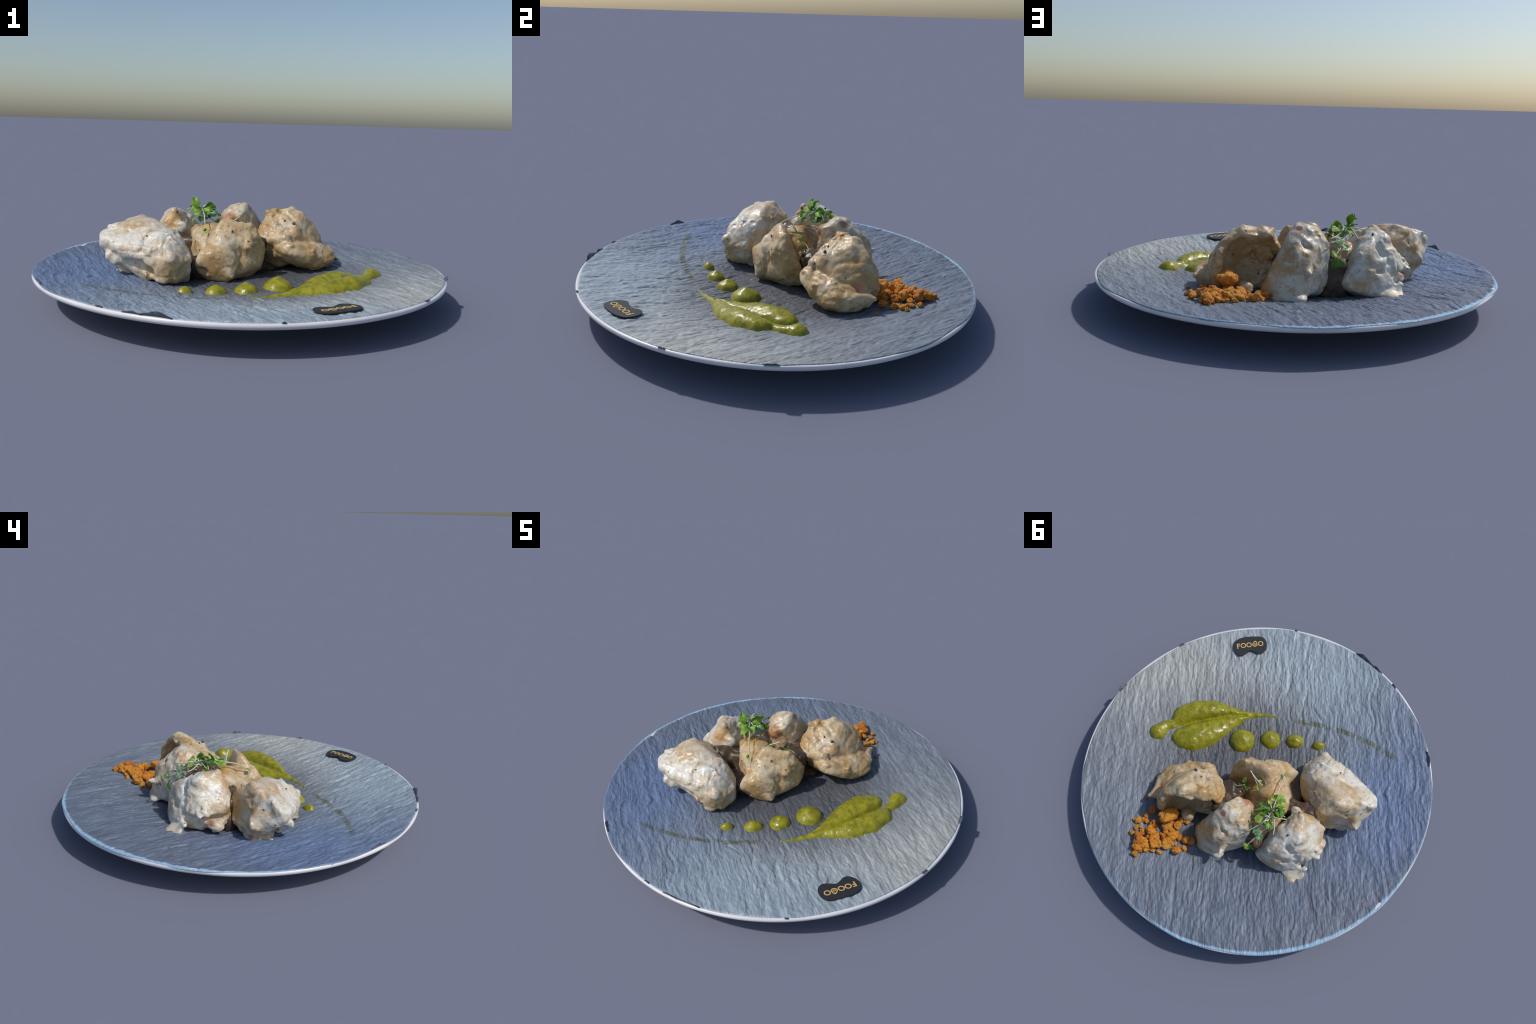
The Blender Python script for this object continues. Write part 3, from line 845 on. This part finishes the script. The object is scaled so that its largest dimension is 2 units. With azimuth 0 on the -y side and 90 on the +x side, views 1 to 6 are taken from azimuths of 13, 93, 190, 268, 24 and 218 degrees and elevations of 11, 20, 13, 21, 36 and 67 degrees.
GAP_SHADOW = dict(  # solid filler closing the creases, coloured near-black for their deep shadow
    seed=401, label="dark filler modelled as the shadow in the gaps between the pieces", name="gap_shadow_filler",
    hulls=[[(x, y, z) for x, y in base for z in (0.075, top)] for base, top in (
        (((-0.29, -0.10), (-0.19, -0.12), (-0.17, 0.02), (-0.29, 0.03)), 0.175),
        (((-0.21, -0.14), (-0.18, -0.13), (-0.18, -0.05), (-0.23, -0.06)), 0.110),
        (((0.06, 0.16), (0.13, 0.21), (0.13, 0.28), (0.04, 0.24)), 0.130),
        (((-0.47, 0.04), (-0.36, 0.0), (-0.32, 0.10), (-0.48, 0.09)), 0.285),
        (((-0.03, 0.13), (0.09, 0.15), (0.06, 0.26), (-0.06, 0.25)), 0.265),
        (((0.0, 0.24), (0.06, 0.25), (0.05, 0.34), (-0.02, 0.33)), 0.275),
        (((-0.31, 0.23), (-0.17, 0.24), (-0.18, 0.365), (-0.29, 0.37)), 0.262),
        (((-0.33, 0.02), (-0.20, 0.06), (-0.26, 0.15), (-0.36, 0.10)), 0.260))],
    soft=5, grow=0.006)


def build_peppercorns(pieces):
    m = Nodes("black_pepper")
    mat = m.finish(Base_Color=m.mix(m.step(m.noise(90, 2), 0.4, 0.65), (0.025, 0.022, 0.026), (0.14, 0.13, 0.13)), Roughness=0.6)
    bm = bmesh.new()
    bmesh.ops.create_icosphere(bm, subdivisions=3, radius=1.0)
    P = np.array([v.co[:] for v in bm.verts])
    n = 1 + 0.22 * fbm(P, 0.9, 2, 5)
    for v, s in zip(bm.verts, n):
        v.co *= s
    me = bpy.data.meshes.new("peppercorn")
    bm.to_mesh(me)
    bm.free()
    me.polygons.foreach_set("use_smooth", [True] * len(me.polygons))
    me.materials.append(mat)
    # found by shooting onto the piece it sits on
    spots = [(2, (0.222, 0.246, 0.323), 0.0105), (2, (0.170, 0.262, 0.345), 0.0065), (4, (-0.378, 0.121, 0.382), 0.007),
             (0, (-0.40, -0.215, 0.30), 0.0055), (0, (-0.63, -0.17, 0.20), 0.011), (1, (0.045, -0.030, 0.285), 0.005),
             (1, (-0.02, -0.05, 0.335), 0.005), (4, (-0.40, 0.245, 0.37), 0.007)]
    for i, p, r in spots:
        ob = pieces[i]
        hit, loc, nor, _ = ob.closest_point_on_mesh(Vector(p))
        c = me if r else None
        o = add_object("peppercorn", me, ob)
        o.location = loc + nor * r * 0.15
        o.scale = (r, r * 0.85, r * 0.75)
        o.rotation_euler = (random.uniform(0, 3), random.uniform(0, 3), random.uniform(0, 3))


# ------------------------------------------------------------------ green sauce
def sauce_material():
    m = Nodes("green_sauce")
    n1 = m.noise(30, 4, 0.6)
    n2 = m.noise(130, 3, 0.6)
    col = m.mix(m.step(n1, 0.3, 0.7), (0.165, 0.165, 0.008), (0.305, 0.28, 0.011))
    col = m.mix(m.step(n2, 0.55, 0.75, 0, 0.5), col, (0.42, 0.39, 0.04))
    b = m.bump(m.noise(60, 3, 0.5), 0.4, 0.006)
    return m.finish(Base_Color=col, Roughness=m.step(n1, 0.3, 0.7, 0.26, 0.40), Normal=b, Specular_IOR_Level=0.5)


def sauce_lump(name, height_fn, lo, hi, mat, parent, h=0.0036):
    """closed body between the plate and a height function"""
    zt = 0.22
    N = np.ceil((np.array([hi[0], hi[1], zt]) - np.array([lo[0], lo[1], 0.05])) / h).astype(int) + 1
    ax = [np.array([lo[0], lo[1], 0.05])[i] + h * np.arange(N[i]) for i in range(3)]
    x, y = np.meshgrid(ax[0], ax[1], indexing='ij')
    H = height_fn(x.ravel(), y.ravel()).reshape(x.shape)
    zp = plate_top(x, y)
    Z = ax[2][None, None, :]
    f = (Z - (zp + H)[:, :, None]) * 0.7
    f = np.maximum(f, (zp - 0.008)[:, :, None] - Z)
    f[0], f[-1], f[:, 0], f[:, -1] = 1, 1, 1, 1
    f[:, :, -1] = 1
    f[:, :, 0] = 1
    f = blur(f, 1, 1)
    V, F = surface_nets(f, (lo[0], lo[1], 0.05), h)
    return add_object(name, make_mesh(name, V, F, mat), parent)


def lobe_height(x, y, path):
    """piped strand: elliptical section around a polyline of (x, y, half width, height)"""
    best = np.full(x.shape, -0.012)
    for (x0, y0, w0, h0), (x1, y1, w1, h1) in zip(path, path[1:]):
        dx, dy = x1 - x0, y1 - y0
        for t in np.linspace(0, 1, 14):
            w, hh = w0 + (w1 - w0) * t, h0 + (h1 - h0) * t
            d2 = ((x - x0 - dx * t) ** 2 + (y - y0 - dy * t) ** 2) / (w * w)
            g = np.where(d2 < 1, hh * np.clip(1 - d2, 0, 1) ** 0.72, -0.012 * np.clip((np.sqrt(d2) - 1) * w / 0.012, 0, 1))
            best = np.maximum(best, g)
    return best


def build_sauce():
    mat = sauce_material()
    root = bpy.data.objects.new("green_sauce", None)
    bpy.context.scene.collection.objects.link(root)
    tag(root, "piped glossy olive green sauce leaf with four dots", "sauce")
    tail = [(0.150, -0.372, 0.006, 0.004), (0.215, -0.340, 0.012, 0.009), (0.295, -0.275, 0.024, 0.018)]
    outer = tail + [(0.375, -0.228, 0.043, 0.028), (0.470, -0.178, 0.066, 0.046), (0.545, -0.110, 0.073, 0.053),
                    (0.593, -0.045, 0.060, 0.042), (0.600, 0.005, 0.036, 0.028)]
    inner = tail + [(0.345, -0.190, 0.040, 0.026), (0.384, -0.105, 0.064, 0.036), (0.415, -0.040, 0.081, 0.048), (0.458, 0.025, 0.086, 0.051),
                    (0.498, 0.065, 0.068, 0.038)]
    stalk = [(0.590, 0.015, 0.026, 0.022), (0.630, 0.075, 0.032, 0.024), (0.640, 0.130, 0.048, 0.036)]

    def rip(x, y, a, sc, seed):
        return a * fbm(np.stack([x, y, 0 * x], -1), sc, 3, seed)

    def leaf(x, y):
        w = 0.003
        P = np.stack([x, y, 0 * x], -1)
        xx, yy = x + w * noise3(P, 0.05, 41), y + w * noise3(P, 0.05, 42)
        H = np.maximum(np.maximum(lobe_height(xx, yy, outer), lobe_height(xx, yy, inner)), lobe_height(xx, yy, stalk))
        H = np.where(H > 0, H * 1.04, H)
        # valley of the midrib
        rib = [(0.30, -0.265), (0.375, -0.208), (0.457, -0.121), (0.525, -0.035), (0.580, 0.040)]
        dm = np.full(x.shape, 1.0)
        for (x0, y0), (x1, y1) in zip(rib, rib[1:]):
            dx, dy = x1 - x0, y1 - y0
            t = np.clip(((xx - x0) * dx + (yy - y0) * dy) / (dx * dx + dy * dy), 0, 1)
            dm = np.minimum(dm, np.hypot(xx - x0 - t * dx, yy - y0 - t * dy))
        H = np.where(H > 0.004, np.maximum(0.004, H - 0.020 * np.exp(-(dm / 0.010) ** 2) * np.clip(H / 0.03, 0, 1)), H)
        return np.where(H > 0.004, H + rip(x, y, 0.0026, 0.034, 43), H)
    sauce_lump("sauce_leaf", leaf, (0.12, -0.42), (0.74, 0.23), mat, root)
    dots = [(0.217, -0.132, 0.074, 0.055, 1.0), (0.088, -0.235, 0.056, 0.045, 1.0),
            (-0.032, -0.312, 0.052, 0.038, 0.85), (-0.163, -0.370, 0.036, 0.031, 0.82)]
    for i, (cx, cy, r, hh, asp) in enumerate(dots):
        def dot(x, y, cx=cx, cy=cy, r=r, hh=hh, asp=asp, i=i):
            u = ((x - cx) * 0.80 + (y - cy) * 0.60) * 1.0
            v = (-(x - cx) * 0.60 + (y - cy) * 0.80) / asp
            P = np.stack([x, y, 0 * x], -1)
            d = np.sqrt(u * u + v * v) / r + 0.07 * noise3(P, 0.05, 50 + i)
            g = hh * (0.86 * np.clip(1 - d * d, 0, 1) ** 0.6 + 0.18 * np.exp(-(d / 0.28) ** 2))
            g = np.where(d < 1, g, -0.012 * np.clip((d - 1) * r / 0.012, 0, 1))
            return np.where(g > 0.004, g + rip(x, y, 0.0018, 0.026, 60 + i), g)
        sauce_lump("sauce_dot", dot, (cx - 0.1, cy - 0.1), (cx + 0.1, cy + 0.1), mat, root)


# ------------------------------------------------------------------ crumble
def crumb_material():
    m = Nodes("orange_crumble")
    rnd = m.new("ShaderNodeObjectInfo").outputs["Random"]
    n1 = m.noise(2.2, 4, 0.6, dist=0.5)
    n2 = m.noise(7, 3, 0.6)
    col = m.ramp(n1, [(0.24, (0.32, 0.07, 0.012)), (0.36, (0.76, 0.21, 0.016)), (0.52, (0.88, 0.34, 0.030)), (0.68, (0.88, 0.52, 0.10))])
    col = m.mix(m.step(rnd, 0.55, 1.0, 0, 0.55), col, (0.78, 0.44, 0.08))
    col = m.mix(m.step(n2, 0.62, 0.72, 0, 0.7), col, (0.26, 0.045, 0.010))
    col = m.mix(m.step(rnd, 0.05, 0.35, 0.5, 0.0), col, (0.42, 0.10, 0.018))
    b = m.bump(n2, 0.6, 0.15)
    return m.finish(Base_Color=col, Roughness=0.62, Normal=b)


def build_crumbs():
    root = bpy.data.objects.new("crumble_heap", None)
    root.location = (0.21, 0.60, 0.10)
    bpy.context.scene.collection.objects.link(root)
    tag(root, "loose heap of crisp orange spiced crumbs", "crumbs")
    mat = crumb_material()
    meshes = []
    for s in range(7):
        bm = bmesh.new()
        bmesh.ops.create_icosphere(bm, subdivisions=4, radius=1.0)
        P = np.array([v.co[:] for v in bm.verts])
        n = 1 + 0.30 * noise3(P + 7.3 * s, 0.95, 300 + s) + 0.22 * noise3(P, 0.48, 320 + s) + 0.10 * noise3(P, 0.22, 340 + s) + 0.04 * noise3(P, 0.1, 350 + s)
        sq = np.array([1.0, 0.78 + 0.03 * s, 0.80])
        for v, k, p in zip(bm.verts, n, P):
            v.co = Vector(p * k * sq)
        me = bpy.data.meshes.new("crumb")
        bm.to_mesh(me)
        bm.free()
        me.polygons.foreach_set("use_smooth", [True] * len(me.polygons))
        me.materials.append(mat)
        meshes.append(me)
    # x, y, radius, lift above the plate
    C = [(.336, .516, .026, .008), (.344, .568, .017, 0), (.360, .613, .017, 0), (.344, .594, .013, 0), (.323, .588, .012, 0),
         (.341, .653, .013, 0), (.328, .634, .010, 0), (.338, .693, .016, 0), (.382, .626, .011, 0), (.283, .581, .022, .006),
         (.255, .586, .012, 0), (.262, .623, .030, .010), (.296, .652, .018, 0), (.228, .500, .040, .052), (.228, .515, .034, .0),
         (.262, .533, .018, .004), (.184, .471, .020, 0), (.149, .452, .018, 0), (.210, .552, .024, .006), (.169, .509, .025, .010),
         (.172, .543, .019, .004), (.148, .541, .016, 0), (.293, .685, .022, .018), (.273, .708, .026, .022), (.258, .728, .027, .006),
         (.224, .704, .024, .004), (.242, .691, .018, .016), (.219, .636, .020, .010), (.184, .601, .018, .008), (.224, .611, .012, 0),
         (.149, .574, .030, .010), (.114, .551, .018, 0), (.221, .660, .018, .014), (.197, .668, .024, .012), (.197, .690, .017, 0),
         (.174, .650, .022, .012), (.154, .613, .024, .014), (.143, .633, .026, .004), (.128, .606, .016, 0), (.112, .594, .011, 0),
         (.180, .699, .012, 0), (.148, .684, .013, 0), (.080, .621, .026, .004), (.058, .583, .017, 0), (.244, .769, .017, 0),
         (.275, .760, .009, 0), (.077, .537, .022, .006), (.052, .533, .022, .006), (.420, .485, .008, 0), (.279, .559, .009, 0),
         (.206, .598, .011, 0), (.250, .659, .010, 0), (.205, .535, .022, 0), (.190, .575, .017, 0), (.245, .650, .02, 0), (.268, .69, .022, 0),
         (.20, .64, .02, 0), (.165, .63, .02, 0), (.262, .745, .016, .0), (.235, .735, .014, 0)]
    for i, (x, y, r, lift) in enumerate(C):
        ob = add_object("crumb", meshes[i % 7], root)
        z = float(plate_top(np.array(x), np.array(y)))
        ob.location = (x - 0.21, y - 0.60, z + 0.58 * r + lift - 0.10)
        ob.scale = (r * random.uniform(0.95, 1.2), r * random.uniform(0.85, 1.1), r * random.uniform(0.9, 1.15))
        ob.rotation_euler = (random.uniform(-0.5, 0.5), random.uniform(-0.5, 0.5), random.uniform(0, 6.28))


# ------------------------------------------------------------------ micro herbs
def leaf_material(name, dark, light):
    m = Nodes(name)
    n = m.noise(45, 3)
    col = m.mix(m.step(n, 0.3, 0.7), dark, light)
    m.finish(Base_Color=col, Roughness=0.45)
    tr = m.t.nodes.new("ShaderNodeBsdfTranslucent")
    m.put(tr.inputs[0], m.mix(0.5, col, light))
    mx = m.t.nodes.new("ShaderNodeMixShader")
    mx.inputs[0].default_value = 0.3
    m.t.links.new(m.bsdf.outputs[0], mx.inputs[1])
    m.t.links.new(tr.outputs[0], mx.inputs[2])
    m.t.links.new(mx.outputs[0], m.out.inputs[0])
    return m.mat


def herb_leaf(base, tip, normal, width, mat, parent, curl=0.25, cup=0.25, notch=0.15, wave=0.0, seed=0):
    """small cotyledon blade from base to tip with a cupped, curled, notched outline"""
    base, tip = np.array(base, float), np.array(tip, float)
    L = np.linalg.norm(tip - base)
    d = (tip - base) / L
    n = np.array(normal, float)
    n -= d * (n @ d)
    n /= np.linalg.norm(n)
    s = np.cross(d, n)
    NU, NV = 16, 10
    th = 0.0012
    top, bot = [], []
    for i in range(NU + 1):
        t = i / NU
        w = width * (math.sin(math.pi * min(1, t * 0.94 + 0.03) ** 1.25) ** 0.75) * (0.35 + 0.65 * min(1, t * 2.2))
        for j in range(NV + 1):
            q = 2 * j / NV - 1
            tt = t * (1 - notch * (1 - abs(q)) ** 2 * t ** 3)
            z = cup * width * (q * q) * math.sin(math.pi * t) + curl * L * (math.sin(math.pi * t) * 0.5 - 0.5 * t * t * curl)
            z += wave * width * math.sin(5 * t + 3 * q + seed)
            p = base + d * L * tt + s * (q * w) + n * z
            top.append(p + n * th * 0.5)
            bot.append(p - n * th * 0.5)
    V = top + bot
    K = len(top)
    W = NV + 1
    faces = []
    for i in range(NU):
        for j in range(NV):
            a = i * W + j
            faces.append((a, a + 1, a + W + 1, a + W))
            faces.append((K + a, K + a + W, K + a + W + 1, K + a + 1))
    rim = [j for j in range(W)] + [i * W + NV for i in range(1, NU + 1)] + [NU * W + j for j in range(NV - 1, -1, -1)] \
        + [i * W for i in range(NU - 1, 0, -1)]
    for a, b in zip(rim, rim[1:] + rim[:1]):
        faces.append((a, K + a, K + b, b))
    return add_object("herb_leaf", make_mesh("herb_leaf", V, faces, mat), parent)


def build_herbs():
    root = bpy.data.objects.new("micro_herb_sprig", None)
    bpy.context.scene.collection.objects.link(root)
    tag(root, "tangle of fresh green micro herbs with pale stems", "herbs")
    green = leaf_material("leaf_green", (0.13, 0.31, 0.02), (0.33, 0.53, 0.08))
    deep = leaf_material("leaf_deep_green", (0.06, 0.19, 0.02), (0.16, 0.36, 0.05))
    lime = leaf_material("leaf_lime", (0.24, 0.38, 0.05), (0.45, 0.58, 0.14))
    mint = leaf_material("leaf_mint", (0.14, 0.36, 0.15), (0.30, 0.58, 0.30))
    ms = Nodes("pale_stem")
    stem = ms.finish(Base_Color=ms.mix(ms.step(ms.noise(20, 2), 0.4, 0.6), (0.55, 0.57, 0.47), (0.42, 0.50, 0.27)), Roughness=0.4)
    stems = [
        [(-0.177, -0.020, 0.325), (-0.200, 0.040, 0.362), (-0.219, 0.093, 0.378), (-0.245, 0.150, 0.398), (-0.263, 0.207, 0.400)],
        [(-0.263, 0.207, 0.402), (-0.262, 0.250, 0.394), (-0.250, 0.289, 0.378), (-0.216, 0.356, 0.365)],
        [(-0.300, 0.225, 0.392), (-0.291, 0.266, 0.384), (-0.261, 0.293, 0.358), (-0.248, 0.315, 0.350)],
        [(-0.300, 0.245, 0.365), (-0.286, 0.273, 0.354), (-0.271, 0.319, 0.338), (-0.258, 0.365, 0.318), (-0.247, 0.395, 0.302)],
        [(-0.345, 0.190, 0.388), (-0.310, 0.212, 0.398), (-0.275, 0.225, 0.395), (-0.235, 0.255, 0.388)],
        [(-0.275, 0.150, 0.372), (-0.282, 0.168, 0.395), (-0.291, 0.178, 0.425)],
        [(-0.263, 0.205, 0.402), (-0.252, 0.180, 0.375), (-0.250, 0.150, 0.350)],
        [(-0.263, 0.207, 0.400), (-0.235, 0.220, 0.378), (-0.215, 0.225, 0.352)],
        [(-0.027, 0.082, 0.382), (-0.055, 0.092, 0.362), (-0.089, 0.107, 0.328)],
        [(-0.045, 0.088, 0.368), (-0.085, 0.095, 0.345), (-0.115, 0.095, 0.325)],
        [(0.045, 0.150, 0.250), (0.010, 0.165, 0.275), (-0.030, 0.140, 0.300)],
        [(-0.297, 0.232, 0.398), (-0.320, 0.260, 0.375), (-0.335, 0.290, 0.362)],
    ]
    for i in range(12):
        a = random.uniform(0, 6.28)
        p0 = np.array([-0.255 + random.uniform(-0.03, 0.03), 0.215 + random.uniform(-0.04, 0.05), 0.385 + random.uniform(-0.012, 0.014)])
        d = np.array([math.cos(a), 1.2 * math.sin(a), random.uniform(-0.3, 0.15)]) * random.uniform(0.035, 0.075)
        stems.append([tuple(p0), tuple(p0 + 0.5 * d + np.array([0, 0, 0.008])), tuple(p0 + d - np.array([0, 0, 0.012]))])
    for p in stems:
        V, F = tube(p, [0.0032] + [0.0029] * (len(p) - 2) + [0.0022], 8)
        add_object("herb_stem", make_mesh("herb_stem", V, F, stem), root)
    up = (0, 0, 1)
    # base, tip, normal, half width, material
    L = [
        ((-0.279, 0.165, 0.385), (-0.302, 0.180, 0.460), (0.5, -0.85, 0.2), 0.019, green),
        ((-0.288, 0.178, 0.405), (-0.318, 0.215, 0.444), (0.6, -0.2, 0.7), 0.012, green),
        ((-0.268, 0.190, 0.395), (-0.300, 0.135, 0.395), (0.3, -0.4, 0.85), 0.020, green),
        ((-0.262, 0.200, 0.398), (-0.205, 0.245, 0.398), (0.6, -0.6, 0.5), 0.024, green),
        ((-0.258, 0.195, 0.385), (-0.218, 0.215, 0.352), (0.8, -0.5, 0.3), 0.022, deep),
        ((-0.245, 0.150, 0.392), (-0.208, 0.120, 0.380), up, 0.020, green),
        ((-0.245, 0.145, 0.390), (-0.268, 0.095, 0.374), (-0.2, -0.3, 0.9), 0.022, green),
        ((-0.262, 0.150, 0.365), (-0.245, 0.125, 0.335), (0.5, -0.8, 0.2), 0.014, lime),
        ((-0.228, 0.200, 0.372), (-0.188, 0.190, 0.362), (0.2, -0.5, 0.8), 0.018, mint),
        ((-0.232, 0.215, 0.388), (-0.205, 0.240, 0.396), (0.2, 0.3, 0.9), 0.022, green),
        ((-0.255, 0.230, 0.390), (-0.228, 0.232, 0.402), (0.1, 0.5, 0.8), 0.024, deep),
        ((-0.245, 0.250, 0.388), (-0.215, 0.290, 0.388), (-0.2, 0.4, 0.9), 0.020, lime),
        ((-0.250, 0.262, 0.385), (-0.262, 0.278, 0.360), (-0.3, 0.6, 0.6), 0.018, green),
        ((-0.275, 0.250, 0.390), (-0.305, 0.280, 0.378), (-0.4, 0.4, 0.8), 0.016, green),
        ((-0.285, 0.200, 0.400), (-0.318, 0.165, 0.408), (-0.3, -0.2, 0.9), 0.020, deep),
        ((-0.255, 0.305, 0.352), (-0.246, 0.340, 0.340), (-0.3, 0.7, 0.6), 0.020, mint),
        ((-0.268, 0.320, 0.338), (-0.288, 0.345, 0.318), (-0.5, 0.6, 0.5), 0.016, mint),
        ((-0.250, 0.388, 0.302), (-0.238, 0.422, 0.295), (-0.3, 0.3, 0.9), 0.019, lime),
        ((-0.250, 0.385, 0.285), (-0.240, 0.395, 0.238), (-0.1, 0.95, 0.2), 0.017, deep),
        ((-0.258, 0.385, 0.285), (-0.272, 0.390, 0.240), (-0.3, 0.9, 0.2), 0.014, deep),
        ((-0.176, -0.015, 0.326), (-0.166, -0.040, 0.305), (-0.3, -0.6, 0.6), 0.009, lime),
        ((-0.176, -0.018, 0.326), (-0.186, -0.035, 0.318), (-0.2, -0.3, 0.9), 0.008, lime),
        ((-0.089, 0.107, 0.328), (-0.118, 0.125, 0.318), (0, 0.2, 1), 0.009, green),
        ((-0.089, 0.107, 0.328), (-0.098, 0.075, 0.330), (0.3, 0.2, 1), 0.009, lime),
        ((-0.030, 0.140, 0.300), (-0.012, 0.110, 0.318), (0.3, 0.6, 0.7), 0.012, green),
        ((-0.035, 0.142, 0.300), (-0.062, 0.152, 0.290), (0, 0.5, 0.8), 0.012, deep),
    ]
    for i in range(14):
        a = random.uniform(0, 6.28)
        d = random.uniform(0.005, 0.055)
        c = np.array([-0.248 + d * math.cos(a), 0.210 + 1.25 * d * math.sin(a), 0.362 + 0.03 * random.random() - 0.25 * d])
        q = np.array([math.cos(a + random.uniform(-0.9, 0.9)), math.sin(a + random.uniform(-0.9, 0.9)), random.uniform(-0.5, 0.6)])
        q /= np.linalg.norm(q)
        L.append((tuple(c), tuple(c + q * random.uniform(0.026, 0.042)), (0.4 * math.cos(a), 0.4 * math.sin(a), 1.0),
                  random.uniform(0.008, 0.014), random.choice([green, lime, deep, lime])))
    for i, (b, t, n, w, mat) in enumerate(L):
        herb_leaf(b, t, n, w * 1.15, mat, root, curl=0.12 + 0.25 * random.random(), cup=0.2 + 0.4 * random.random(),
                  notch=0.1 + 0.25 * random.random(), wave=0.08, seed=i * 1.7)


# ------------------------------------------------------------------ assemble
plate = build_plate()
build_label(plate)
pieces = []
for i, spec in enumerate(PIECES):
    spec["mat"] = chicken_material("creamy_chicken", spec["colours"][0], spec["colours"][1], spec["spots"], spec["stain"], 1.7 * i + 0.3, spec.get("roasted", 1.0))
    pieces.append(build_chicken(spec))
GAP_SHADOW["mat"] = chicken_material("painted_gap_shadow", (0.060, 0.042, 0.030), (0.035, 0.025, 0.018), [], 0.8, 9.0, 0.1, 0.0)
build_chicken(GAP_SHADOW, 0.006)
bpy.context.view_layer.update()
build_peppercorns(pieces)
build_sauce()
build_crumbs()
build_herbs()
